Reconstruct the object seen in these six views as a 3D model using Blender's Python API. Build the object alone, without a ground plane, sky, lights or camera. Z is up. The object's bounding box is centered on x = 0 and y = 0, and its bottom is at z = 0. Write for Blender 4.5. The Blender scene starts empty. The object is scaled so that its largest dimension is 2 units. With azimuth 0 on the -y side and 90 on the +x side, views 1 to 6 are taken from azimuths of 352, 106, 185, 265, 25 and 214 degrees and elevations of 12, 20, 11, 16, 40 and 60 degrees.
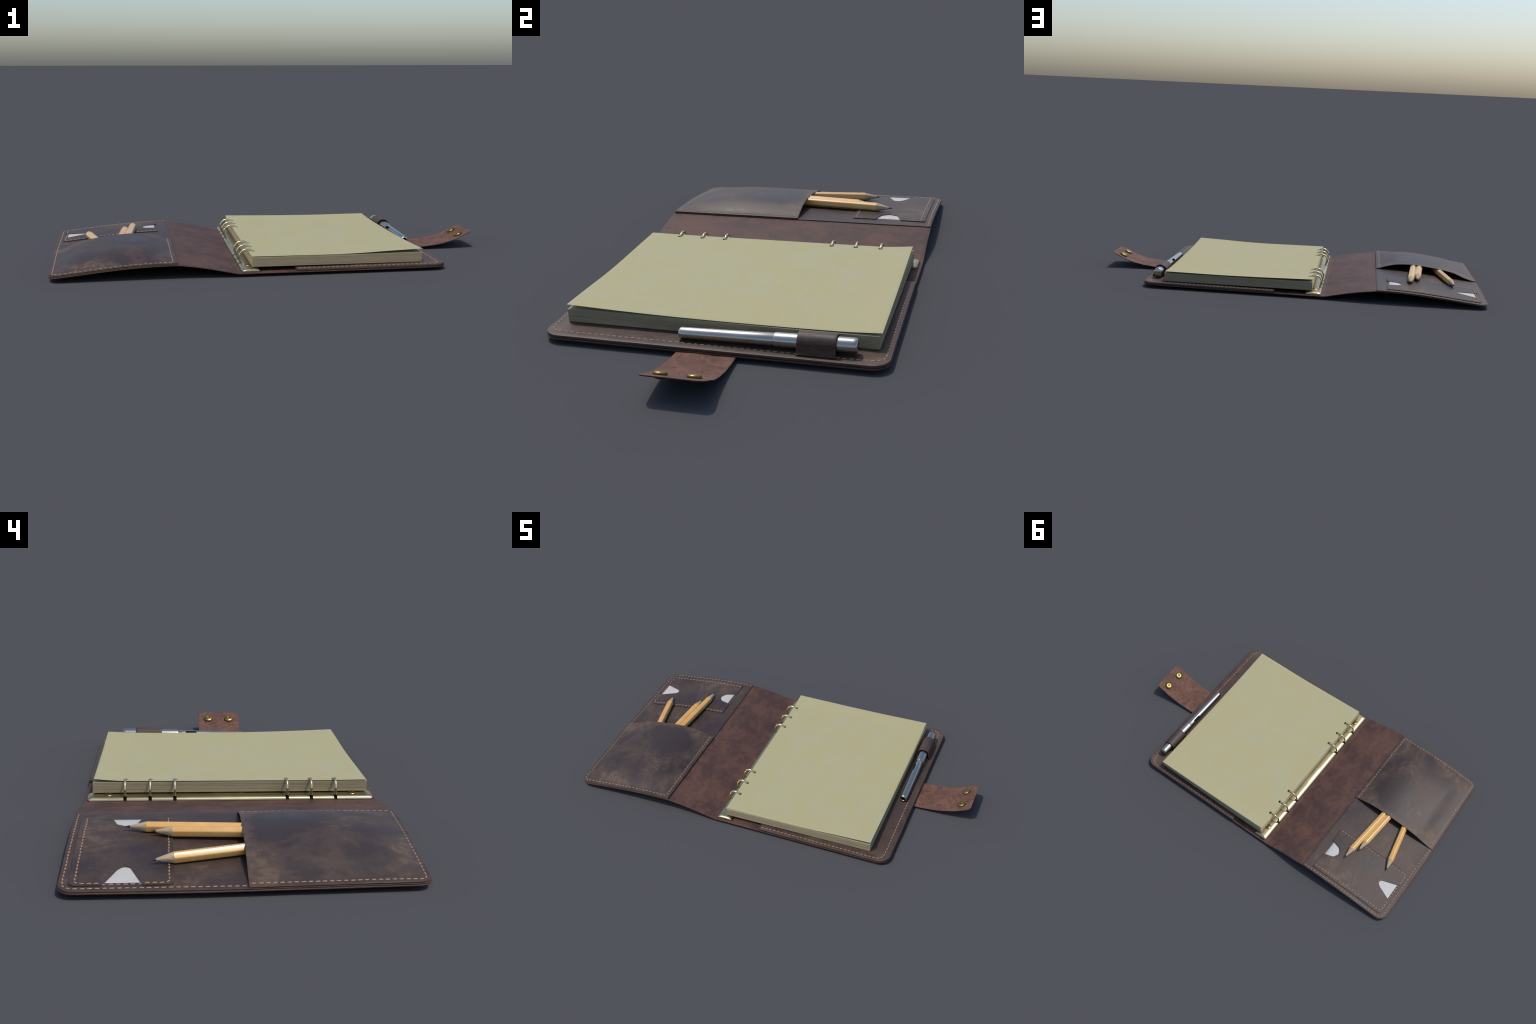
"""Open leather ring binder with a page block, a pen in its loop, three pencils
in the front pocket and a visiting card in the card pocket."""
import bpy, bmesh, math, random
import numpy as np
from mathutils import Vector, Matrix, Euler, noise
from mathutils.geometry import delaunay_2d_cdt

random.seed(7)
rng = np.random.default_rng(7)

# --------------------------------------------------------------------------
#  materials
# --------------------------------------------------------------------------
class Nodes:
    """Small helper that keeps node building readable."""
    def __init__(self, name):
        self.mat = bpy.data.materials.new(name)
        self.mat.use_nodes = True
        self.t = self.mat.node_tree
        self.t.nodes.clear()
        self.out = self.t.nodes.new("ShaderNodeOutputMaterial")
        self.bsdf = self.t.nodes.new("ShaderNodeBsdfPrincipled")
        self.t.links.new(self.bsdf.outputs[0], self.out.inputs[0])
        self.obj = self.t.nodes.new("ShaderNodeTexCoord").outputs["Object"]

    def link(self, a, b):
        self.t.links.new(a, b)

    def put(self, socket, value):
        if hasattr(value, "is_output"):
            self.link(value, socket)
        else:
            socket.default_value = value

    def bs(self, **kw):
        for k, v in kw.items():
            self.put(self.bsdf.inputs[k.replace("_", " ")], v)

    def mapping(self, scale=(1, 1, 1), loc=(0, 0, 0), rot=(0, 0, 0), vec=None):
        n = self.t.nodes.new("ShaderNodeMapping")
        n.inputs["Scale"].default_value = scale
        n.inputs["Location"].default_value = loc
        n.inputs["Rotation"].default_value = rot
        self.link(vec or self.obj, n.inputs["Vector"])
        return n.outputs[0]

    def noise(self, scale, detail=4, rough=0.55, dist=0.0, vec=None, color=False):
        n = self.t.nodes.new("ShaderNodeTexNoise")
        n.inputs["Scale"].default_value = scale
        n.inputs["Detail"].default_value = detail
        n.inputs["Roughness"].default_value = rough
        n.inputs["Distortion"].default_value = dist
        self.link(vec or self.obj, n.inputs["Vector"])
        return n.outputs["Color" if color else 0]

    def voronoi(self, scale, feature="F1", vec=None):
        n = self.t.nodes.new("ShaderNodeTexVoronoi")
        n.feature = feature
        n.inputs["Scale"].default_value = scale
        self.link(vec or self.obj, n.inputs["Vector"])
        return n.outputs["Distance"]

    def math(self, op, a, b=0.0, c=0.0, clamp=False):
        n = self.t.nodes.new("ShaderNodeMath")
        n.operation = op
        n.use_clamp = clamp
        for s, v in zip(n.inputs, (a, b, c)):
            self.put(s, v)
        return n.outputs[0]

    def vmath(self, op, a, b):
        n = self.t.nodes.new("ShaderNodeVectorMath")
        n.operation = op
        self.put(n.inputs[0], a)
        self.put(n.inputs[1], b)
        return n.outputs["Value" if op == "DISTANCE" else "Vector"]

    def span(self, v, lo, hi, to0=0.0, to1=1.0):
        n = self.t.nodes.new("ShaderNodeMapRange")
        n.interpolation_type = "SMOOTHSTEP"
        self.put(n.inputs["Value"], v)
        for k, x in (("From Min", lo), ("From Max", hi), ("To Min", to0), ("To Max", to1)):
            n.inputs[k].default_value = x
        return n.outputs[0]

    def mix(self, f, a, b, blend="MIX"):
        n = self.t.nodes.new("ShaderNodeMix")
        n.data_type = "RGBA"
        n.blend_type = blend
        self.put(n.inputs[0], f)
        for s, v in ((n.inputs[6], a), (n.inputs[7], b)):
            self.put(s, v if hasattr(v, "is_output") else (*v, 1.0))
        return n.outputs[2]

    def bump(self, h, strength=0.3, distance=0.002, normal=None):
        n = self.t.nodes.new("ShaderNodeBump")
        n.inputs["Strength"].default_value = strength
        n.inputs["Distance"].default_value = distance
        self.link(h, n.inputs["Height"])
        if normal:
            self.link(normal, n.inputs["Normal"])
        return n.outputs[0]

    def up(self):
        """z of the true surface normal: tells a cut edge from a face."""
        g = self.t.nodes.new("ShaderNodeNewGeometry")
        s = self.t.nodes.new("ShaderNodeSeparateXYZ")
        self.link(g.outputs["True Normal"], s.inputs[0])
        return s.outputs[2]


def leather(name, deep, mid, worn, edge, seed, patches=(), patch_scale=5.0, veins=0.0,
            worn_at=(0.53, 0.70), deep_at=(0.38, 0.54), rough=0.52, grain=0.24, spec=0.40, lip=None):
    """Pull-up leather: deep oil patches, paler rubbed patches, fine grain, raw cut edges.
    patches: (x, y, radius, amount); amount > 0 pales the leather there, < 0 darkens it."""
    n = Nodes(name)
    v = n.mapping(loc=seed)
    warp = n.noise(6.0, 5, 0.6, vec=v, color=True)
    warp = n.vmath("MULTIPLY", n.vmath("SUBTRACT", warp, (0.5, 0.5, 0.5)), (0.24, 0.24, 0.0))
    wv = n.vmath("ADD", n.obj, warp)
    flat = n.vmath("MULTIPLY", wv, (1, 1, 0))
    big = n.noise(patch_scale, 4, 0.6, 0.5, vec=v)
    drift = n.mapping(scale=(1.0, 0.55, 1.0), rot=(0, 0, 0.6), loc=seed)
    med = n.noise(patch_scale * 3.6, 8, 0.66, 0.6, vec=drift)
    big = n.math("ADD", n.math("MULTIPLY", big, 0.55), n.math("MULTIPLY", med, 0.45))
    rub = n.noise(1.0, 8, 0.7, 0.8, vec=n.mapping(scale=(34, 20, 20), rot=(0, 0, 0.9), loc=seed)) if patches else None
    for x, y, r, amount in patches:
        d = n.vmath("DISTANCE", flat, (x, y, 0.0))
        blot = n.span(d, 0.0, 1.2 * r, (0.46 if amount > 0 else 0.62) * amount, 0.0)
        if amount > 0:          # rubbed places break up into fine streaks
            blot = n.math("MULTIPLY", blot, n.span(rub, 0.36, 0.62, 0.25, 1.35))
        big = n.math("ADD", big, blot)
    fine = n.noise(46.0, 6, 0.7, vec=v)
    m = n.math("ADD", big, n.math("MULTIPLY", n.math("SUBTRACT", fine, 0.5), 0.34))
    col = n.mix(n.span(m, *deep_at), deep, mid)
    col = n.mix(n.math("MULTIPLY", n.span(m, *worn_at), 0.85), col, worn)
    if lip is not None:            # rubbed mouth edge
        sep = n.t.nodes.new("ShaderNodeSeparateXYZ")
        n.link(n.obj, sep.inputs[0])
        near = n.span(sep.outputs[1], lip - 0.045, lip, 0.0, 0.55)
        col = n.mix(n.math("MULTIPLY", near, n.span(fine, 0.3, 0.6)), col, worn)
    # flecks and rubbed scratches
    fleck = n.noise(30.0, 8, 0.75, 1.0, vec=v)
    col = n.mix(n.span(fleck, 0.60, 0.74, 0.0, 0.5), col, [1.15 * worn[0], worn[1], 0.95 * worn[2]])
    col = n.mix(n.span(fleck, 0.30, 0.42, 0.35, 0.0), col, deep)
    sv = n.mapping(scale=(9, 34, 9), rot=(0, 0, 0.7), loc=seed)
    scr = n.span(n.noise(2.2, 7, 0.75, 0.6, vec=sv), 0.66, 0.80, 0.0, 0.55)
    sv2 = n.mapping(scale=(40, 8, 9), rot=(0, 0, 0.35), loc=seed)
    scr2 = n.span(n.noise(2.0, 7, 0.72, 0.9, vec=sv2), 0.67, 0.80, 0.0, 0.5)
    col = n.mix(n.math("MAXIMUM", scr, scr2), col, [min(1, 1.3 * c + 0.008) for c in worn])
    if veins:
        rv = n.noise(8.0, 6, 0.62, 0.7, vec=v)
        ridge = n.math("ABSOLUTE", n.math("SUBTRACT", rv, 0.5))
        col = n.mix(n.span(ridge, 0.0, 0.06, veins, 0.0), col, [1.45 * c for c in worn])
    # raw cut edges: anything whose normal is far from straight up or down
    upz = n.math("ABSOLUTE", n.up())
    streak = n.noise(1.0, 3, 0.6, vec=n.mapping(scale=(30, 30, 420)))
    ecol = n.mix(n.span(streak, 0.35, 0.65), [0.55 * c for c in edge], edge)
    col = n.mix(n.span(upz, 0.25, 0.75, 1.0, 0.0), col, ecol)
    n.bs(Base_Color=col, Specular_IOR_Level=spec)
    n.bs(Roughness=n.math("ADD", rough, n.math("MULTIPLY", n.math("SUBTRACT", m, 0.5), 0.35), clamp=True))
    pores = n.voronoi(210.0)
    h = n.math("ADD", n.math("MULTIPLY", pores, 0.35), n.noise(90.0, 5, 0.65))
    b = n.bump(h, grain, 0.0016)
    b = n.bump(n.noise(16.0, 3, 0.5, 0.3, vec=v), 0.12, 0.006, b)
    if veins:
        fold = n.math("ABSOLUTE", n.math("SUBTRACT", n.noise(17.0, 4, 0.55, 0.8, vec=v), 0.5))
        b = n.bump(n.span(fold, 0.0, 0.12), 0.5, 0.004, b)
    n.bs(Normal=b)
    return n.mat


def plain(name, color, rough=0.5, metallic=0.0, noise_amount=0.0, noise_scale=30, bump=0.0, **kw):
    n = Nodes(name)
    if noise_amount:
        f = n.noise(noise_scale, 5, 0.6)
        c = n.mix(n.span(f, 0.3, 0.7), [max(0, x * (1 - noise_amount)) for x in color],
                  [min(1, x * (1 + noise_amount * 0.6)) for x in color])
        n.bs(Base_Color=c)
    else:
        n.bs(Base_Color=(*color, 1))
    n.bs(Roughness=rough, Metallic=metallic, **kw)
    if bump:
        n.bs(Normal=n.bump(n.noise(noise_scale * 3, 4, 0.6), bump, 0.001))
    return n.mat


POCKET_PATCHES = [  # x, y, radius, amount
    (-0.665, -0.280, 0.085, 0.22), (-0.605, -0.340, 0.075, 0.24), (-0.735, -0.285, 0.080, 0.14), (-0.828, -0.035, 0.09, 0.18),
    (-0.505, -0.040, 0.07, 0.24), (-0.478, -0.120, 0.06, 0.20), (-0.770, -0.505, 0.075, 0.24), (-0.820, -0.280, 0.07, 0.10),
    (-0.915, -0.035, 0.08, 0.20), (-0.815, -0.490, 0.06, 0.16), (-0.917, -0.410, 0.06, 0.18), (-0.811, -0.165, 0.05, 0.14),
    (-0.465, -0.330, 0.05, 0.18), (-0.470, -0.470, 0.06, 0.16), (-0.950, -0.240, 0.06, 0.14),
    (-0.630, -0.155, 0.125, -0.30), (-0.535, -0.365, 0.075, -0.30), (-0.760, -0.125, 0.10, -0.18), (-0.860, -0.370, 0.10, -0.24),
    (-0.800, -0.210, 0.06, -0.12), (-0.690, -0.440, 0.10, -0.22), (-0.580, -0.450, 0.08, -0.12), (-0.915, -0.170, 0.06, -0.16)]
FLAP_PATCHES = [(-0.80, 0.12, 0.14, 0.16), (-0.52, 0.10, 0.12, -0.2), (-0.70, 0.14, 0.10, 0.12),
                (-0.50, 0.48, 0.06, 0.16)]
CARD_PATCHES = [(-0.62, 0.44, 0.12, 0.12), (-0.76, 0.27, 0.14, -0.2), (-0.92, 0.24, 0.06, 0.08),
                (-0.70, 0.47, 0.10, 0.10), (-0.85, 0.46, 0.10, -0.10), (-0.58, 0.28, 0.08, -0.08)]
DEEP, MID, WORN, EDGE = (0.036, 0.0230, 0.0210), (0.057, 0.0360, 0.0275), (0.112, 0.073, 0.048), (0.11, 0.070, 0.042)
M_POCKET = leather("dark_pull_up_leather_pocket", DEEP, MID, WORN, EDGE, (3.1, 7.7, 0), POCKET_PATCHES, lip=0.0, patch_scale=6.0)
M_FLAP = leather("dark_pull_up_leather_flap", DEEP, MID, WORN, EDGE, (11.3, 2.1, 0), FLAP_PATCHES)
M_CARDP = leather("dark_pull_up_leather_card_pocket", DEEP, MID, WORN, (0.055, 0.033, 0.022), (5.9, 14.2, 0), CARD_PATCHES)
M_PANEL = leather("dark_pull_up_leather_panel", (0.046, 0.028, 0.0235), (0.070, 0.044, 0.032), (0.116, 0.074, 0.048),
                  (0.085, 0.050, 0.030), (8.4, 1.6, 0))
M_LOOP = leather("dark_pull_up_leather_loop", (0.038, 0.025, 0.022), (0.056, 0.036, 0.029), (0.082, 0.052, 0.040),
                 (0.075, 0.035, 0.022), (1.4, 4.6, 0), patch_scale=12, rough=0.52)
M_COVER = leather("red_brown_leather_cover", (0.054, 0.0285, 0.0240), (0.082, 0.0415, 0.0310), (0.120, 0.057, 0.040),
                  (0.085, 0.040, 0.028), (2.2, 9.3, 0), patch_scale=7.0, deep_at=(0.40, 0.54), worn_at=(0.49, 0.68),
                  rough=0.62, spec=0.28)
M_STRAP = leather("red_brown_leather_strap", (0.082, 0.044, 0.032), (0.125, 0.062, 0.043), (0.172, 0.080, 0.053),
                  (0.10, 0.045, 0.030), (6.2, 3.3, 0), patch_scale=10.0, veins=0.3, rough=0.68, spec=0.22)
M_THREAD = plain("waxed_thread", (0.325, 0.20, 0.125), 0.7, noise_amount=0.3, noise_scale=60)
M_DARK = plain("recess_shade_paint", (0.006, 0.005, 0.004), 0.9)  # near-black paint inside the cuts, standing in for their shade
M_STITCH_DOT = plain("dark_stitch_dot", (0.024, 0.016, 0.013), 0.9)
M_CARD = plain("white_card", (0.47, 0.455, 0.43), 0.6, noise_amount=0.03, noise_scale=20)
M_LEAD = plain("graphite", (0.022, 0.025, 0.030), 0.38, noise_amount=0.3, noise_scale=200)


def metal(name, color, rough, smudge=0.12, scale=14):
    n = Nodes(name)
    f = n.noise(scale, 3, 0.5)
    n.bs(Base_Color=n.mix(n.span(f, 0.35, 0.7), color, [c * (1 - smudge) for c in color]), Metallic=1.0)
    n.bs(Roughness=n.span(n.noise(scale * 1.3, 2, 0.5), 0.3, 0.75, rough * 0.9, rough * 1.15))
    return n.mat


M_NICKEL = metal("pale_brass_plating", (0.50, 0.43, 0.245), 0.29, 0.12, 9)
M_RING = metal("pale_brass_ring", (0.70, 0.61, 0.36), 0.22)
M_RIVET = metal("antique_brass", (0.33, 0.235, 0.078), 0.36, 0.35, 30)
M_SCREW = metal("golden_brass", (0.30, 0.205, 0.080), 0.36)
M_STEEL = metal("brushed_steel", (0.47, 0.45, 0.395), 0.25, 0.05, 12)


def paper(name, a, b, fibre):
    n = Nodes(name)
    f1 = n.noise(9.0, 5, 0.6)
    f2 = n.noise(1.0, 4, 0.65, 0.2, vec=n.mapping(scale=(86, 64, 40)))
    c = n.mix(n.span(f1, 0.35, 0.65), a, b)
    c = n.mix(n.span(f2, 0.50, 0.72, 0.0, 0.8), c, fibre)
    c = n.mix(n.span(f2, 0.28, 0.42, 0.55, 0.0), c, [a[0] * 1.03, a[1] * 0.95, a[2] * 0.82])
    n.bs(Base_Color=c, Roughness=0.75, Specular_IOR_Level=0.25)
    n.bs(Normal=n.bump(n.noise(160, 4, 0.6), 0.12, 0.001))
    return n.mat


M_PAGE = paper("cream_paper", (0.378, 0.342, 0.180), (0.372, 0.349, 0.206), (0.380, 0.366, 0.240))


def page_edges():
    n = Nodes("page_edges")
    lines = n.noise(1.0, 4, 0.65, vec=n.mapping(scale=(2.2, 2.2, 520)))
    stain = n.noise(1.0, 5, 0.6, vec=n.mapping(scale=(10, 10, 34)))
    c = n.mix(n.span(lines, 0.34, 0.64), (0.250, 0.198, 0.122), (0.350, 0.293, 0.192))
    c = n.mix(n.span(stain, 0.50, 0.72, 0.0, 0.5), c, (0.235, 0.175, 0.105))
    c = n.mix(n.span(n.math("ABSOLUTE", n.up()), 0.4, 0.7), c, (0.41, 0.375, 0.22))
    n.bs(Base_Color=c, Roughness=0.8, Specular_IOR_Level=0.2)
    n.bs(Normal=n.bump(lines, 0.3, 0.001))
    return n.mat


M_EDGES = page_edges()


def pencil_paint():
    n = Nodes("yellow_pencil_paint")
    chips = n.noise(85.0, 3, 0.6)
    wear = n.noise(14.0, 5, 0.65)
    c = n.mix(n.span(wear, 0.3, 0.7), (0.60, 0.335, 0.100), (0.66, 0.385, 0.125))
    c = n.mix(n.span(chips, 0.76, 0.82, 0.0, 0.7), c, (0.20, 0.13, 0.07))
    n.bs(Base_Color=c, Roughness=n.span(wear, 0.3, 0.7, 0.24, 0.34), Coat_Weight=0.3, Coat_Roughness=0.14)
    n.bs(Normal=n.bump(chips, 0.05, 0.001))
    return n.mat


def pencil_wood():
    n = Nodes("sharpened_cedar")
    g = n.noise(1.0, 5, 0.65, vec=n.mapping(scale=(160, 26, 160)))
    n.bs(Base_Color=n.mix(n.span(g, 0.3, 0.7), (0.35, 0.243, 0.145), (0.48, 0.355, 0.222)), Roughness=0.75)
    n.bs(Normal=n.bump(g, 0.3, 0.001))
    return n.mat


M_PAINT, M_WOOD = pencil_paint(), pencil_wood()

# --------------------------------------------------------------------------
#  object helpers
# --------------------------------------------------------------------------
SCENE = bpy.context.scene.collection


def make(name, verts, faces, mats, parent=None, sharp=38, face_mats=None, mesh=None):
    if mesh is None:
        mesh = bpy.data.meshes.new(name)
        mesh.from_pydata([tuple(v) for v in verts], [], [tuple(f) for f in faces])
        for m in mats if isinstance(mats, (list, tuple)) else [mats]:
            mesh.materials.append(m)
        if face_mats is not None:
            mesh.polygons.foreach_set("material_index", face_mats)
        mesh.validate()
        bm = bmesh.new()
        bm.from_mesh(mesh)
        bmesh.ops.recalc_face_normals(bm, faces=bm.faces)
        bm.to_mesh(mesh)
        bm.free()
        mesh.shade_smooth()
        mesh.set_sharp_from_angle(angle=math.radians(sharp))
    ob = bpy.data.objects.new(name, mesh)
    SCENE.objects.link(ob)
    ob.parent = parent
    return ob


def thing(name, label, category, loc=(0, 0, 0)):
    e = bpy.data.objects.new(name, None)
    e.empty_display_size = 0.05
    e.location = loc
    SCENE.objects.link(e)
    e["label"], e["category"] = label, category
    return e


def cut(ob, cutters):
    """Boolean-subtract the cutters from ob and apply the result."""
    for c in cutters:
        m = ob.modifiers.new("cut", "BOOLEAN")
        m.operation, m.object, m.solver = "DIFFERENCE", c, "EXACT"
        if hasattr(m, "material_mode"):
            m.material_mode = "TRANSFER"
    bpy.context.view_layer.update()
    ev = ob.evaluated_get(bpy.context.evaluated_depsgraph_get())
    me = bpy.data.meshes.new_from_object(ev)
    ob.modifiers.clear()
    old, ob.data = ob.data, me
    me.name = old.name
    bpy.data.meshes.remove(old)
    me.set_sharp_from_angle(angle=math.radians(38))
    for c in cutters:
        bpy.data.objects.remove(c)


def hermite(pts):
    """Monotone cubic through (x, z) control points."""
    x, z = np.array(pts, float).T
    h, d = np.diff(x), np.diff(z) / np.diff(x)
    m = np.zeros_like(x)
    for i in range(1, len(x) - 1):
        if d[i - 1] * d[i] > 0:
            m[i] = 2 * d[i - 1] * d[i] / (d[i - 1] + d[i])
    m[0], m[-1] = d[0], d[-1]

    def f(q):
        q = np.clip(np.asarray(q, float), x[0], x[-1])
        i = np.clip(np.searchsorted(x, q, "right") - 1, 0, len(h) - 1)
        t = (q - x[i]) / h[i]
        return ((2 * t**3 - 3 * t**2 + 1) * z[i] + (t**3 - 2 * t**2 + t) * h[i] * m[i]
                + (-2 * t**3 + 3 * t**2) * z[i + 1] + (t**3 - t**2) * h[i] * m[i + 1])
    return f


def rounded(corners, step=0.012, closed=True):
    """Polyline through (x, y, radius) corners with rounded corners, evenly filled."""
    n, path = len(corners), []
    for i, (x, y, r) in enumerate(corners):
        p = np.array([x, y], float)
        if not closed and i in (0, n - 1) or r <= 0:
            path.append(p)
            continue
        a = np.array(corners[i - 1][:2]) - p
        b = np.array(corners[(i + 1) % n][:2]) - p
        a, b = a / np.linalg.norm(a), b / np.linalg.norm(b)
        half = math.acos(max(-1, min(1, a @ b))) / 2
        t = r / math.tan(half)
        c = p + (a + b) / np.linalg.norm(a + b) * r / math.sin(half)
        p0, p1 = p + a * t, p + b * t
        a0, a1 = (math.atan2(*(q - c)[::-1]) for q in (p0, p1))
        da = (a1 - a0 + math.pi) % (2 * math.pi) - math.pi
        k = max(3, int(abs(da) / 0.22))
        path += [c + r * np.array([math.cos(a0 + da * j / k), math.sin(a0 + da * j / k)]) for j in range(k + 1)]
    out = []
    for i in range(len(path) if closed else len(path) - 1):
        p, q = path[i], path[(i + 1) % len(path)]
        d = np.linalg.norm(q - p)
        k = max(1, int(round(d / step)))
        out += [p + (q - p) * j / k for j in range(k)]
    if not closed:
        out.append(path[-1])
    return np.array(out)


def circle(x, y, r, k=18):
    return np.array([(x + r * math.cos(2 * math.pi * i / k), y + r * math.sin(2 * math.pi * i / k)) for i in range(k)])


def inside(pts, poly):
    pts = np.atleast_2d(pts)
    x, y = pts[:, 0], pts[:, 1]
    res = np.zeros(len(pts), bool)
    for (x0, y0), (x1, y1) in zip(poly, np.roll(poly, -1, 0)):
        hit = (y0 > y) != (y1 > y)
        if y0 != y1:
            res ^= hit & (x < (x1 - x0) * (y - y0) / (y1 - y0) + x0)
    return res


def edge_distance(pts, poly):
    best = np.full(len(pts), 9.0)
    for p, q in zip(poly, np.roll(poly, -1, 0)):
        d = q - p
        t = np.clip(((pts - p) @ d) / max(d @ d, 1e-12), 0, 1)
        best = np.minimum(best, np.linalg.norm(pts - p - t[:, None] * d, axis=1))
    return best


def inward(loop, solid_is_inside=True):
    d = np.roll(loop, -1, 0) - np.roll(loop, 1, 0)
    nrm = np.stack([-d[:, 1], d[:, 0]], 1) / np.maximum(np.linalg.norm(d, axis=1), 1e-9)[:, None]
    area = np.sum(loop[:, 0] * np.roll(loop[:, 1], -1) - np.roll(loop[:, 0], -1) * loop[:, 1])
    s = 1 if area > 0 else -1
    return nrm * s * (1 if solid_is_inside else -1)


def slab(outline, bottom, top, r=0.0015, grid=0.0125, holes=(), columns=()):
    """Closed sheet between two height functions, with rounded rims.
    Returns (verts, faces)."""
    loops = [(np.asarray(outline), True)] + [(np.asarray(h), False) for h in holes]
    shrunk = [l + inward(l, s) * r for l, s in loops]
    pts, edges = [], []
    for l in shrunk:
        k = len(pts)
        pts += [tuple(p) for p in l]
        edges += [(k + i, k + (i + 1) % len(l)) for i in range(len(l))]
    if grid:
        lo, hi = shrunk[0].min(0), shrunk[0].max(0)
        xs = np.unique(np.concatenate([np.arange(lo[0] + grid * 0.5, hi[0], grid), [c for c in columns if lo[0] < c < hi[0]]]))
        ys = np.arange(lo[1] + grid * 0.5, hi[1], grid)
        g = np.stack(np.meshgrid(xs, ys), -1).reshape(-1, 2)
        ok = inside(g, shrunk[0]) & (edge_distance(g, shrunk[0]) > grid * 0.45)
        for h in shrunk[1:]:
            ok &= ~inside(g, h) & (edge_distance(g, h) > grid * 0.3)
        pts += [tuple(p) for p in g[ok]]
    v2, _, tris, orig, _, _ = delaunay_2d_cdt([Vector(p) for p in pts], edges, [], 0, 1e-7)
    where = {o: i for i, lst in enumerate(orig) for o in lst}
    v2 = np.array([tuple(v) for v in v2])
    tris = np.array([t for t in tris if len(t) == 3])
    cen = v2[tris].mean(1)
    keep = inside(cen, shrunk[0])
    for h in shrunk[1:]:
        keep &= ~inside(cen, h)
    tris = tris[keep]
    n = len(v2)
    zb, zt = bottom(v2[:, 0], v2[:, 1]), top(v2[:, 0], v2[:, 1])
    verts = [np.column_stack([v2, zt]), np.column_stack([v2, zb])]
    faces = [tuple(t) for t in tris] + [tuple(t[::-1] + n) for t in tris]
    base, start = 2 * n, 0
    for (l, s), sh in zip(loops, shrunk):
        m = len(l)
        nb, nt = bottom(l[:, 0], l[:, 1]), top(l[:, 0], l[:, 1])
        q = sh + (l - sh) * 0.72
        rings = [np.column_stack([q, nt - 0.30 * r]), np.column_stack([l, nt - r]),
                 np.column_stack([l, nb + r]), np.column_stack([q, nb + 0.30 * r])]
        verts += rings
        idx = [[where[start + i] for i in range(m)]]
        idx += [[base + k * m + i for i in range(m)] for k in range(4)]
        idx.append([where[start + i] + n for i in range(m)])
        for a, b in zip(idx, idx[1:]):
            faces += [(a[i], a[(i + 1) % m], b[(i + 1) % m], b[i]) for i in range(m)]
        base += 4 * m
        start += m
    return np.concatenate(verts), faces


def lathe(profile, k=40, axis="Z"):
    """Spin (radius, height) pairs; closes the ends at radius 0."""
    verts, faces, rows = [], [], []
    for r, h in profile:
        if r < 1e-6:
            rows.append([len(verts)])
            verts.append((0, 0, h))
        else:
            rows.append(list(range(len(verts), len(verts) + k)))
            verts += [(r * math.cos(2 * math.pi * i / k), r * math.sin(2 * math.pi * i / k), h) for i in range(k)]
    for a, b in zip(rows, rows[1:]):
        for i in range(k):
            j = (i + 1) % k
            if len(a) == 1:
                faces.append((a[0], b[j], b[i]))
            elif len(b) == 1:
                faces.append((a[i], a[j], b[0]))
            else:
                faces.append((a[i], a[j], b[j], b[i]))
    if axis == "Y":
        verts = [(x, z, -y) for x, y, z in verts]
    return verts, faces


def tube(path, r, k=14, caps=True):
    path = [Vector(p) for p in path]
    verts, faces = [], []
    for i, p in enumerate(path):
        t = (path[min(i + 1, len(path) - 1)] - path[max(i - 1, 0)]).normalized()
        u = t.cross(Vector((0, 1, 0))).normalized()
        w = t.cross(u)
        verts += [p + r * (math.cos(2 * math.pi * j / k) * u + math.sin(2 * math.pi * j / k) * w) for j in range(k)]
    for i in range(len(path) - 1):
        faces += [(i * k + j, i * k + (j + 1) % k, (i + 1) * k + (j + 1) % k, (i + 1) * k + j) for j in range(k)]
    if caps:
        faces += [tuple(range(k))[::-1], tuple(range((len(path) - 1) * k, len(path) * k))]
    return verts, faces


def wobble(x, y, amp, scale, seed=0.0):
    x, y = np.atleast_1d(x), np.atleast_1d(y)
    return amp * np.array([noise.noise((a * scale + seed, b * scale, seed)) for a, b in zip(x, y)])

# --------------------------------------------------------------------------
#  cover: flat back board, two folds, front flap that arches back to the table
# --------------------------------------------------------------------------
FOLD_HIGH, FOLD_LOW = -0.449, -0.196
flap_curve = hermite([(-1.005, 0.0130), (-0.958, 0.0162), (-0.861, 0.0260), (-0.759, 0.0370), (-0.632, 0.0480),
                      (-0.540, 0.0525), (FOLD_HIGH, 0.0540)])
spine_curve = hermite([(FOLD_HIGH, 0.0540), (-0.38, 0.0450), (-0.317, 0.0345), (-0.25, 0.0205), (FOLD_LOW, 0.0090)])
board_curve = hermite([(FOLD_LOW, 0.0090), (0.2, 0.0088), (0.5, 0.0098), (0.72, 0.0112)])


def under(x, y=0):
    """Height of the underside of the cover."""
    x = np.asarray(x, float)
    return np.where(x < FOLD_HIGH, flap_curve(x), np.where(x < FOLD_LOW, spine_curve(x), board_curve(x)))


binder = thing("leather_ring_binder", "open dark brown leather ring binder with cream pages and closing strap", "ring binder")

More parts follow.
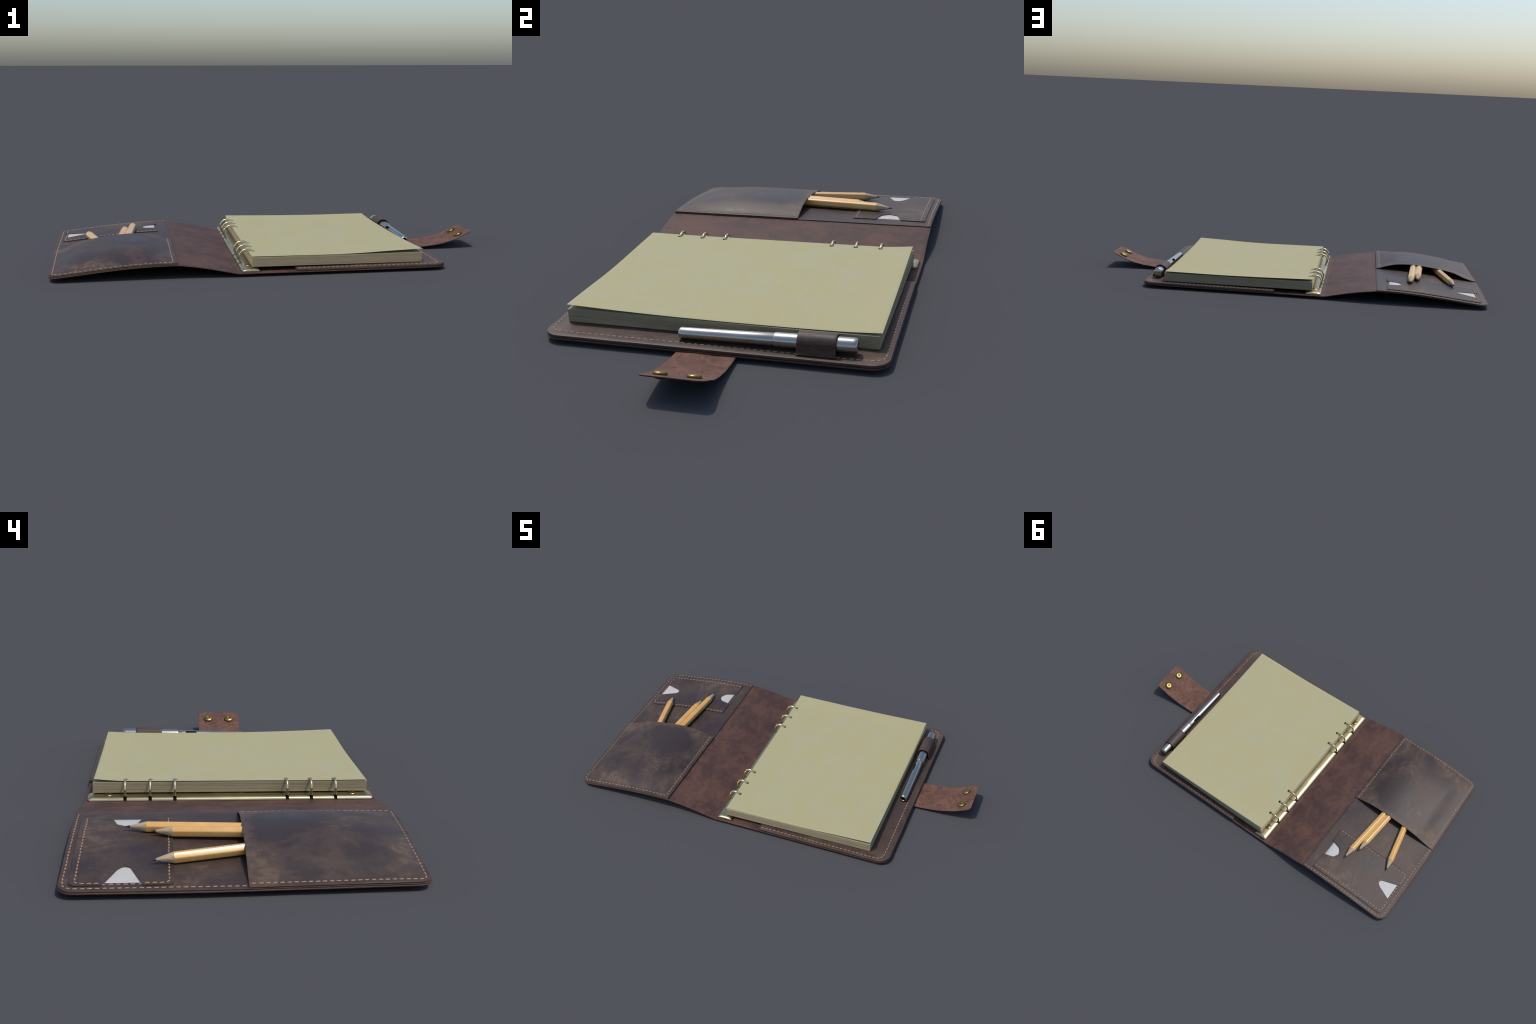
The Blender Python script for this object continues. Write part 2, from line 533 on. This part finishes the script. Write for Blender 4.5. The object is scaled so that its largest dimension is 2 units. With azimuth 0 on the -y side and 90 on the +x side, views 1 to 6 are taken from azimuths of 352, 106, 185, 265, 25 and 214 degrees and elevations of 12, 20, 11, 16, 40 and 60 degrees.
cover_outline = rounded([(-0.9820, -0.543, 0.045), (0.719, -0.543, 0.056), (0.719, 0.543, 0.056), (-1.0005, 0.543, 0.050), (-1.0025, 0.12, 0)])
cover_outline = cover_outline + np.column_stack([wobble(cover_outline[:, 0], cover_outline[:, 1], 0.0012, 6, 3.0),
                                                 wobble(cover_outline[:, 0], cover_outline[:, 1], 0.0010, 6, 8.0)])
COVER_T = lambda x, y: under(x) + np.interp(x, [-0.46, -0.2, 0.05], [0.0044, 0.0050, 0.0053])
v, f = slab(cover_outline, lambda x, y: under(x), COVER_T, r=0.0016, columns=(FOLD_HIGH, FOLD_LOW))
make("cover", v, f, M_COVER, binder, sharp=50)

# inner leaf of the flap
leaf_outline = rounded([(-0.9795, -0.5415, 0.044), (-0.4505, -0.5415, 0.004), (-0.4505, 0.5415, 0.004), (-0.9965, 0.5415, 0.050), (-0.9970, 0.10, 0)])
LEAF_T = lambda x, y: under(np.minimum(x, FOLD_HIGH)) + 0.0090
v, f = slab(leaf_outline, lambda x, y: under(np.minimum(x, FOLD_HIGH)) + 0.0052, LEAF_T, r=0.0014)
leaf = make("flap_lining", v, f, M_FLAP, binder)

# front pocket: stitched on three sides, bulging open at its mouth (y = 0)
mouth_lift = hermite([(-1.0, 0.0), (-0.985, 0.0004), (-0.935, 0.0095), (-0.858, 0.0300), (-0.756, 0.0370), (-0.690, 0.0385),
                      (-0.647, 0.0375), (-0.566, 0.0300), (-0.500, 0.0135), (-0.468, 0.0022), (-0.450, 0.0)])


def bulge(x, y):
    t = np.clip((np.asarray(y) + 0.524) / 0.524, 0, 1)
    return mouth_lift(x) * (1 - (1 - t) ** 6) * (1 + 0.12 * np.sin(math.pi * t))


pocket_outline = rounded([(-0.9785, -0.5405, 0.044), (-0.4512, -0.5405, 0.004), (-0.4512, 0.0, 0.002), (-0.9945, 0.0, 0.002)])
POCKET_T = lambda x, y: under(np.minimum(x, FOLD_HIGH)) + 0.0140 + bulge(x, y) + wobble(x, y, 0.0008, 7, 1.5)
v, f = slab(pocket_outline, lambda x, y: POCKET_T(x, y) - 0.0044, POCKET_T, r=0.0018)
pocket = make("pocket", v, f, M_POCKET, binder)

# card pocket with two thumb notches
card_pocket_outline = rounded([(-0.9665, 0.5125, 0.020), (-0.9665, 0.4205, 0.003), (-0.9500, 0.4095, 0), (-0.8750, 0.3775, 0.014),
                               (-0.8540, 0.3600, 0.016), (-0.8640, 0.3400, 0.014), (-0.9480, 0.3085, 0), (-0.9665, 0.2995, 0.003),
                               (-0.9665, 0.2110, 0.020), (-0.5030, 0.2200, 0.006), (-0.5030, 0.3150, 0.003), (-0.5230, 0.3200, 0.01),
                               (-0.5620, 0.3320, 0.016), (-0.5830, 0.3620, 0.024), (-0.5640, 0.3960, 0.016), (-0.5230, 0.4090, 0.01),
                               (-0.5030, 0.4165, 0.003), (-0.5030, 0.5140, 0.006)], step=0.008)
CARD_T = lambda x, y: under(x) + 0.0128
v, f = slab(card_pocket_outline, lambda x, y: under(x) + 0.0098, CARD_T, r=0.0010, grid=0.011)
card_pocket = make("card_pocket", v, f, M_CARDP, binder)

# lining panel on the back board
panel_outline = rounded([(0.0530, -0.5425, 0.003), (0.7165, -0.5425, 0.055), (0.7165, 0.5425, 0.055), (0.0530, 0.5425, 0.003)])
panel_outline = panel_outline + np.column_stack([wobble(panel_outline[:, 0], panel_outline[:, 1], 0.0010, 8, 5.0)] * 2)
PANEL_T = lambda x, y: under(x) + np.interp(x, [0.05, 0.3, 0.72], [0.0172, 0.0176, 0.0158])
v, f = slab(panel_outline, lambda x, y: under(x) + 0.0060, PANEL_T, r=0.0026)
panel = make("board_lining", v, f, M_PANEL, binder)

# closing strap curling up off the table, with two snap rivets
strap_curve = hermite([(0.64, 0.0074), (0.70, 0.0076), (0.75, 0.0085), (0.81, 0.0145), (0.86, 0.0232), (0.922, 0.0415),
                       (0.953, 0.0560), (0.981, 0.0690), (1.0005, 0.0762)])
strap_outline = rounded([(0.64, -0.0930, 0.01), (0.76, -0.0950, 0), (1.0, -0.0985, 0.024), (1.0, 0.0985, 0.024), (0.76, 0.0950, 0),
                         (0.64, 0.0930, 0.01)], step=0.008)
STRAP_T = lambda x, y: strap_curve(x) + 0.0042 + (wobble(x, y, 0.0012, 14, 2.0) + wobble(x, y, 0.0010, 31, 4.0))
v, f = slab(strap_outline, lambda x, y: strap_curve(x) + (wobble(x, y, 0.0012, 14, 2.0) + wobble(x, y, 0.0010, 31, 4.0)), STRAP_T, r=0.0013, grid=0.009)
strap = make("closing_strap", v, f, M_STRAP, binder)

snap_v, snap_f = lathe([(0, -0.0085), (0.006, -0.0083), (0.013, -0.0070), (0.0180, -0.0040), (0.0195, -0.0010), (0.0190, 0.0005),
                        (0.0190, 0.0046), (0.0206, 0.0056), (0.0212, 0.0072), (0.0210, 0.0092), (0.0196, 0.0114), (0.0165, 0.0133), (0.0120, 0.0145),
                        (0.0078, 0.0149), (0.0063, 0.0142), (0.0054, 0.0120), (0.0044, 0.0105), (0.0028, 0.0107), (0.0013, 0.0120), (0.0, 0.0123)], 40)
snap_mesh = None
slope = math.atan2(float(strap_curve(0.962) - strap_curve(0.938)), 0.024)
for y in (-0.0495, 0.0495):
    ob = make("snap_rivet", snap_v, snap_f, M_RIVET, strap, mesh=snap_mesh)
    snap_mesh = ob.data
    ob.location = (0.9505, y, float(STRAP_T(0.9505, y)[0]) - 0.0042)
    ob.rotation_euler = (0, -slope, 0)

# snap studs assumed on the unseen outside of the flap, to match the strap
stud_v, stud_f = lathe([(0, -0.0085), (0.006, -0.0083), (0.009, -0.0068), (0.0095, -0.0035), (0.016, -0.0030), (0.0185, -0.0010),
                        (0.0190, 0.0010), (0, 0.0012)], 28)
stud_mesh = None
for y in (-0.0495, 0.0495):
    ob = make("assumed_snap_stud", stud_v, stud_f, M_RIVET, binder, mesh=stud_mesh)
    stud_mesh = ob.data
    ob.location = (-0.885, y, float(under(-0.885)) + 0.0002)
    ob.rotation_euler = (0, -0.105, 0)

# pen loop: leather band bent over the pen and tucked under the lining
PEN_X, PEN_TILT = 0.661, 0.0190
pen_z = lambda y: 0.0475 + PEN_TILT * (y + 0.10)


def band(y0, y1, thick=0.0062, rad=0.0262):
    zc = pen_z(0.33)
    floor = float(PANEL_T(0.66, 0)) + 0.0004
    mid = [(0.7010, floor + 0.002), (0.6965, floor + 0.004)]
    mid += [(PEN_X + (rad + thick / 2) * math.cos(a), zc + (rad + thick / 2) * math.sin(a)) for a in np.linspace(math.radians(-2), math.radians(188), 26)]
    mid += [(0.6335, floor + 0.006), (0.6300, floor + 0.002)]
    mid = np.array(mid)
    d = np.gradient(mid, axis=0)
    nrm = np.stack([-d[:, 1], d[:, 0]], 1) / np.linalg.norm(d, axis=1)[:, None]
    a, b = mid + nrm * thick / 2, mid - nrm * thick / 2
    sect = np.concatenate([a, b[::-1]])
    ys = [y0, y0 + 0.0008, y0 + 0.0022] + list(np.linspace(y0 + 0.012, y1 - 0.012, 9)) + [y1 - 0.0022, y1 - 0.0008, y1]
    pinch = [0.55, 0.85, 1.0] + [1.0] * 9 + [1.0, 0.85, 0.55]
    verts, faces, m = [], [], len(sect)
    cen = np.concatenate([mid, mid[::-1]])
    for y, p in zip(ys, pinch):
        s = cen + (sect - cen) * p
        verts += [(x, y, z) for x, z in s]
    for i in range(len(ys) - 1):
        faces += [(i * m + j, i * m + (j + 1) % m, (i + 1) * m + (j + 1) % m, (i + 1) * m + j) for j in range(m)]
    k = len(mid)
    for off in (0, (len(ys) - 1) * m):
        faces += [(off + j, off + j + 1, off + m - 2 - j, off + m - 1 - j) for j in range(k - 1)]
    return verts, faces


v, f = band(0.2700, 0.3870)
make("pen_loop", v, f, M_LOOP, binder, sharp=45)

# --------------------------------------------------------------------------
#  stitching
# --------------------------------------------------------------------------
def stitch_mesh():
    verts, faces, k = [], [], 10
    rows = [(-0.5, 0.0), (-0.46, 0.55), (-0.36, 0.9), (-0.12, 1.0), (0.12, 1.0), (0.36, 0.9), (0.46, 0.55), (0.5, 0.0)]
    L, W, H = 0.0156, 0.0026, 0.0017
    idx = []
    for s, r in rows:
        if r == 0:
            idx.append([len(verts)])
            verts.append((s * L, 0, -0.0006))
        else:
            idx.append(list(range(len(verts), len(verts) + k)))
            verts += [(s * L, W * r * math.cos(2 * math.pi * j / k), H * r * math.sin(2 * math.pi * j / k) - 0.0006 * abs(2 * s) ** 3) for j in range(k)]
    for a, b in zip(idx, idx[1:]):
        for j in range(k):
            i = (j + 1) % k
            if len(a) == 1:
                faces.append((a[0], b[j], b[i]))
            elif len(b) == 1:
                faces.append((a[j], a[i], b[0]))
            else:
                faces.append((a[j], a[i], b[i], b[j]))
    return verts, faces


thread_v, thread_f = stitch_mesh()
thread_mesh = None
dot_verts, dot_faces = [], []


def sew(corners, height, parent, pitch=0.0205, sunk=0.0):
    """A run of separate stitches along a rounded path lying on a height function."""
    global thread_mesh
    path = rounded(corners, step=0.002, closed=False)
    seg = np.linalg.norm(np.diff(path, axis=0), axis=1)
    s = np.concatenate([[0], np.cumsum(seg)])
    count = int(s[-1] / pitch)
    gap = s[-1] / count
    at = lambda q: np.array([np.interp(q, s, path[:, 0]), np.interp(q, s, path[:, 1])])
    h = lambda p: float(np.atleast_1d(height(np.array([p[0]]), np.array([p[1]])))[0])
    for i in range(count):
        q = (i + 0.5) * gap
        a, b, p = at(q - 0.006), at(q + 0.006), at(q)
        t = Vector((*(b - a), h(b) - h(a))).normalized()
        side = Vector((-t.y, t.x, 0)).normalized()
        side.z = (h(p + 0.004 * np.array(side[:2])) - h(p - 0.004 * np.array(side[:2]))) / 0.008
        side.normalize()
        up = t.cross(side)
        m = Matrix((t, side, up)).transposed().to_4x4()
        skew = Matrix.Rotation(random.gauss(0.06, 0.03), 4, "Z")
        ob = make("stitch", thread_v, thread_f, M_THREAD, parent, mesh=thread_mesh, sharp=180)
        thread_mesh = ob.data
        size = Matrix.Diagonal((random.uniform(0.93, 1.04), random.uniform(0.9, 1.08), random.uniform(0.85, 1.1), 1))
        jig = np.array([random.gauss(0, 0.0003), random.gauss(0, 0.0003)])
        ob.matrix_world = Matrix.Translation((*(p + jig), h(p) + 0.0002 - sunk)) @ m @ skew @ size
        # small dark bead added for the shaded gap that follows
        c = at(min(q + gap / 2, s[-1]))
        k = len(dot_verts)
        pos = Vector((*c, h(c)))
        ring = [pos + 0.0020 * math.cos(u) * t + 0.0018 * math.sin(u) * side + 0.0001 * up for u in np.linspace(0, 2 * math.pi, 9)[:-1]]
        dot_verts.extend([tuple(x) for x in ring] + [tuple(pos + 0.0004 * up), tuple(pos - 0.002 * up)])
        for j in range(8):
            dot_faces.append((k + j, k + (j + 1) % 8, k + 8))
            dot_faces.append((k + (j + 1) % 8, k + j, k + 9))


def card_or_leaf(x, y):
    return np.where(inside(np.column_stack([x, y]), card_pocket_outline), CARD_T(x, y), LEAF_T(x, y))


sew([(-0.4545, 0.5300, 0), (-0.9790, 0.5300, 0.034), (-0.9790, 0.003, 0)], LEAF_T, leaf)
sew([(-0.9765, -0.004, 0), (-0.9650, -0.5250, 0.024), (-0.4685, -0.5250, 0.012), (-0.4685, -0.007, 0)], POCKET_T, pocket)
sew([(-0.5080, 0.4960, 0), (-0.9560, 0.4945, 0.016), (-0.9560, 0.2260, 0.016), (-0.5080, 0.2320, 0)], card_or_leaf, card_pocket)
sew([(0.0590, 0.5270, 0), (0.6865, 0.5270, 0.036), (0.6865, -0.5270, 0.036), (0.0590, -0.5270, 0)], PANEL_T, panel)
holes = make("stitch_shade_dot", dot_verts, dot_faces, M_STITCH_DOT, binder)  # dark dots laid on the leather between stitches, nothing is pierced
holes["kind"] = "stuff"

# --------------------------------------------------------------------------
#  ring mechanism
# --------------------------------------------------------------------------
PLATE_X, PLATE_W = -0.1400, 0.0400
RING_Y = (0.3930, 0.3015, 0.2110, -0.2060, -0.2965, -0.3880)


def plate_top(x, y):
    dx, ay = np.abs(np.asarray(x) - PLATE_X), np.abs(np.asarray(y))
    side = np.clip((PLATE_W - dx) / 0.023, 0, 1)
    end = np.clip((0.530 - ay) / 0.016, 0, 1)
    arch = np.sqrt(1 - (1 - side) ** 2) * (0.35 + 0.65 * np.sqrt(1 - (1 - end) ** 2))
    sleeve = 0.0009 * np.clip((0.0595 - np.abs(np.asarray(y) - 0.0085)) / 0.002, 0, 1) * np.clip((0.022 - dx) / 0.004, 0, 1)
    return 0.0168 + 0.0116 * arch + 0.0012 * np.clip(1 - dx / PLATE_W, 0, 1) + sleeve


plate_outline = rounded([(PLATE_X - PLATE_W, -0.530, 0.010), (PLATE_X + PLATE_W, -0.530, 0.010), (PLATE_X + PLATE_W, 0.530, 0.010), (PLATE_X - PLATE_W, 0.530, 0.010)], step=0.006)
v, f = slab(plate_outline, lambda x, y: np.full(np.shape(x), 0.0144), plate_top, r=0.0008, grid=0.0058)
plate = make("ring_plate", v, f, M_NICKEL, binder, sharp=50)
slots = []
for y in RING_Y:
    pts = [(PLATE_X - 0.050, y - 0.0062), (PLATE_X - 0.0245, y - 0.0062), (PLATE_X - 0.0245, y + 0.0062), (PLATE_X - 0.050, y + 0.0062)]
    vv = [(x, yy, z) for z in (0.0155, 0.040) for x, yy in pts]
    slots.append(make("slot_cutter", vv, [(3, 2, 1, 0), (4, 5, 6, 7), (0, 1, 5, 4), (1, 2, 6, 5), (2, 3, 7, 6), (3, 0, 4, 7)], M_DARK))
cut(plate, slots)

ring_mesh = None
arc = [(0.034 * math.cos(a), 0, 0.034 * math.sin(a)) for a in np.linspace(math.radians(222), math.radians(52), 44)]
arc += [(0.0224, 0, 0.0236), (0.0231, 0, 0.0195), (0.0234, 0, 0.010), (0.0234, 0, -0.030)]     # the limb that runs down through the pages
v, f = tube(arc, 0.0044)
for y in RING_Y:
    ob = make("binder_ring", v, f, M_RING, plate, mesh=ring_mesh)
    ring_mesh = ob.data
    ob.location = (-0.1400, y, 0.0510)

screw_v, screw_f = lathe([(0, 0.0046), (0.006, 0.0045), (0.012, 0.0037), (0.0155, 0.0022), (0.0168, 0.0), (0.0165, -0.0020), (0, -0.0020)], 36)
cap_v, cap_f = lathe([(0, -0.0095), (0.008, -0.0093), (0.014, -0.0080), (0.0175, -0.0055), (0.0185, -0.0015), (0, 0.0)], 30)
screw_mesh = cap_mesh = None
for y in (-0.4540, 0.4540):
    ob = make("plate_screw", screw_v, screw_f, M_SCREW, plate, mesh=screw_mesh)
    if screw_mesh is None:
        groove = [(x, yy, z) for z in (0.0030, 0.02) for x, yy in ((-0.03, -0.0014), (0.03, -0.0014), (0.03, 0.0014), (-0.03, 0.0014))]
        cut(ob, [make("slot_cutter", groove, [(3, 2, 1, 0), (4, 5, 6, 7), (0, 1, 5, 4), (1, 2, 6, 5), (2, 3, 7, 6), (3, 0, 4, 7)], M_DARK)])
    ob.rotation_euler = (0, 0, 0.7 + y)
    screw_mesh = ob.data
    ob.location = (-0.1440, y, 0.0284)
    ob = make("assumed_screw_cap", cap_v, cap_f, M_RIVET, binder, mesh=cap_mesh)   # assumed, added on the unseen outside of the board for it to stand on
    cap_mesh = ob.data
    ob.location = (-0.1435, y, 0.0095)

# --------------------------------------------------------------------------
#  page block and loose top page
# --------------------------------------------------------------------------
HOLE_X = -0.1130
bottom_of_pages = lambda x: np.interp(x, [-0.134, 0.616], [0.0335, 0.0288])
top_of_pages = lambda x: np.interp(x, [-0.134, 0.616], [0.0735, 0.0705])
block_outline = rounded([(-0.1340, -0.5125, 0), (0.6155, -0.4965, 0), (0.6150, 0.5020, 0), (-0.1340, 0.5130, 0)], step=0.05)
holes2d = [circle(HOLE_X, y, 0.0082, 16) for y in RING_Y]
N_PAGES = 30
bv, bf = [], []
for i in range(N_PAGES):
    lo, hi = i / N_PAGES + 0.0015, (i + 1) / N_PAGES - 0.0015
    shift = rng.normal(0, 0.00022, 2) * (1.0 if 0 < i < N_PAGES - 1 else 0.4)
    if i % 7 == 3:
        shift *= 1.8
    layer = lambda t: (lambda x, y: bottom_of_pages(x) + (top_of_pages(x) - bottom_of_pages(x)) * t)
    v, f = slab(block_outline + shift, layer(lo), layer(hi), r=0.00012, grid=0, holes=holes2d)
    k = sum(len(a) for a in bv)
    bv.append(v)
    bf += [tuple(q + k for q in face) for face in f]
block = make("page_block", np.concatenate(bv), bf, M_EDGES, binder, sharp=30)
block["kind"] = "stuff"

# loose page: edge curves blended over the page, corners lifted
e_near = hermite([(-0.134, 0.0772), (0.034, 0.0757), (0.2, 0.0740), (0.322, 0.0760), (0.457, 0.0815), (0.617, 0.0868)])
e_far = hermite([(-0.135, 0.0870), (0.029, 0.0832), (0.194, 0.0800), (0.35, 0.0785), (0.464, 0.0790), (0.611, 0.0797)])
e_spine = hermite([(-0.51, 0.0772), (-0.386, 0.0760), (-0.078, 0.0764), (0.21, 0.0772), (0.399, 0.0785), (0.463, 0.0825), (0.508, 0.0870)])
e_fore = hermite([(-0.498, 0.0868), (-0.291, 0.0792), (-0.117, 0.0752), (0.051, 0.0735), (0.215, 0.0730), (0.373, 0.0742), (0.509, 0.0797)])


def page_z(x, y):
    x, y = np.asarray(x, float), np.asarray(y, float)
    u = np.clip((x + 0.1345) / 0.7485, 0, 1)
    t = np.clip((y + 0.504) / 1.0125, 0, 1)
    zz = ((1 - t) * e_near(x) + t * e_far(x) + (1 - u) * e_spine(y) + u * e_fore(y)
          - (1 - u) * (1 - t) * 0.0772 - u * (1 - t) * 0.0868 - (1 - u) * t * 0.0870 - u * t * 0.0797)
    floor = top_of_pages(x) + 0.0019
    d = zz - floor
    return floor + 0.5 * (d + np.sqrt(d * d + 0.0012 ** 2))     # soft maximum: rests on the block


page_outline = rounded([(-0.1345, -0.5100, 0), (0.6165, -0.4980, 0), (0.6110, 0.5090, 0), (-0.1345, 0.5080, 0)], step=0.012)
v, f = slab(page_outline, page_z, lambda x, y: page_z(x, y) + 0.0008, r=0.0002, grid=0.0125, holes=holes2d)
page = make("top_page", v, f, M_PAGE, binder)

# --------------------------------------------------------------------------
#  things that can be taken out: pen, card, pencils
# --------------------------------------------------------------------------
pen = thing("ballpoint_pen", "slim brushed steel pen with a slotted barrel", "pen", (PEN_X, -0.102, pen_z(-0.102)))
pen.rotation_euler = (math.atan(PEN_TILT), 0, 0)
barrel = [(0.0, 0.012), (0.0098, 0.012), (0.0102, 0.0012), (0.0112, 0.0), (0.0140, 0.0006), (0.0166, 0.0026), (0.0182, 0.0060), (0.0187, 0.010),
          (0.0192, 0.10), (0.0200, 0.20), (0.0208, 0.2975), (0.0200, 0.2990), (0.0, 0.2990)]
v, f = lathe(barrel, 56, "Y")
body = make("barrel", v, f, [M_STEEL, M_DARK], pen, sharp=40)
for p in body.data.polygons:      # the dark mouth at the writing end
    c = p.center
    if c.y < 0.0125 and math.hypot(c.x, c.z) < 0.0100:
        p.material_index = 1
cap = [(0.0, 0.2992), (0.0205, 0.2992), (0.0222, 0.2998), (0.0229, 0.3015), (0.0231, 0.305), (0.0235, 0.40), (0.0235, 0.535), (0.0231, 0.541), (0.0218, 0.5455),
       (0.0195, 0.5482), (0.0150, 0.5497), (0.0, 0.5500)]
v, f = lathe(cap, 56, "Y")
make("cap", v, f, M_STEEL, pen, sharp=40)
# oval slot on the upper left of the barrel
pts = [(0.0066 * math.cos(a), (0.0190 if math.sin(a) > 0 else -0.0190) + 0.0066 * math.sin(a)) for a in np.linspace(0, 2 * math.pi, 33)[:-1]]
vv = [(x, y, z) for z in (0.0105, 0.04) for x, y in pts]
m = len(pts)
ff = [tuple(range(m))[::-1], tuple(range(m, 2 * m))] + [(i, (i + 1) % m, m + (i + 1) % m, m + i) for i in range(m)]
slot = make("slot_cutter", vv, ff, M_DARK)
slot.matrix_world = pen.matrix_basis @ Matrix.Translation((0, 0.240, 0)) @ Matrix.Rotation(math.radians(-42), 4, "Y")
bpy.context.view_layer.update()
cut(body, [slot])

card = thing("visiting_card", "plain white visiting card tucked in the card pocket", "card", (-0.73, 0.365, float(under(-0.73))))
card_outline = rounded([(-0.9490, 0.236, 0.002), (-0.5165, 0.240, 0.002), (-0.5165, 0.488, 0.002), (-0.9490, 0.484, 0.002)])
v, f = slab(card_outline, lambda x, y: under(x) + 0.0092, lambda x, y: under(x) + 0.0097, r=0.0002, grid=0.02)
sheet = make("card_sheet", v - np.array([*card.location]), f, M_CARD, card)

APOTHEM, CORNER, CONE = 0.0168, 0.0186, 0.0720


def pencil(length, tip, back, roll):
    """Hexagonal pencil; local +Y runs from the back end to the point at the origin."""
    tip, back = Vector(tip), Vector(back)
    t = thing("pencil", "yellow painted hexagonal pencil with sharpened point", "pencil", tip)
    d = (tip - back).normalized()
    x = d.cross(Vector((0, 0, 1))).normalized()
    z = x.cross(d)
    t.matrix_basis = Matrix.Translation(tip) @ Matrix((x, d, z)).transposed().to_4x4() @ Matrix.Rotation(roll, 4, "Y")
    k = 72
    taper = CORNER / CONE

    def hexr(a):
        w = (a - math.pi / 2 + math.pi / 6) % (math.pi / 3) - math.pi / 6
        return 0.82 * min(APOTHEM / math.cos(w), CORNER) + 0.18 * 0.0174
    angs = [2 * math.pi * i / k for i in range(k)]
    start = [0.0675 + 0.45 * (hexr(a) / taper - 0.0675) for a in angs]
    ragged = [s + 0.0010 * noise.noise((math.cos(a) * 3, math.sin(a) * 3, length * 9)) for s, a in zip(start, angs)]
    ring = lambda rs, ys: [(r * math.cos(a), -y, r * math.sin(a)) for r, y, a in zip(rs, ys, angs)]
    hx = [hexr(a) for a in angs]
    strip = lambda n: [(i * k + j, i * k + (j + 1) % k, (i + 1) * k + (j + 1) % k, (i + 1) * k + j) for i in range(n) for j in range(k)]
    # painted barrel
    vb = ring([0.985 * r for r in hx], ragged) + ring(hx, [s + 0.0008 for s in ragged])
    cuts = np.linspace(0.09, length, 8)
    for c in cuts:
        vb += ring(hx, [c] * k)
    vb += ring([h * 0.9 for h in hx], [length + 0.001] * k)
    make("painted_barrel", vb, strip(len(cuts) + 2) + [tuple(range((len(cuts) + 2) * k, (len(cuts) + 3) * k))], M_PAINT, t, sharp=17)
    # bare wood cone
    vw = ring([0.0042] * k, [0.0150] * k)
    for q in (0.25, 0.5, 0.75, 1.0):
        ys = [0.0150 + (s + 0.001 - 0.0150) * q for s in ragged]
        vw += ring([0.0042 + q * (r * 0.99 - 0.0042) for r in hx], ys)
    make("sharpened_wood", vw, strip(4) + [tuple(range(k)), tuple(range(4 * k, 5 * k))], M_WOOD, t, sharp=60)
    # lead
    lv, lf = lathe([(0, 0.0), (0.0007, -0.0004), (0.0013, -0.0022), (0.0043, -0.0152), (0.0040, -0.0165), (0, -0.0165)], 28, "Y")
    make("lead_tip", lv, lf, M_LEAD, t)
    return t


pencil(0.60, (-0.6205, 0.3670, 0.0775), (-0.6500, 0.020, 0.0790), 0.36)
pencil(0.48, (-0.6600, 0.2850, 0.0755), (-0.6818, 0.020, 0.0775), 0.34)
pencil(0.42, (-0.8525, 0.2805, 0.0550), (-0.7970, 0.020, 0.0628), 0.20)

for ob in bpy.data.objects:
    if ob.type == "MESH" and ob.data.users == 0:
        bpy.data.objects.remove(ob)
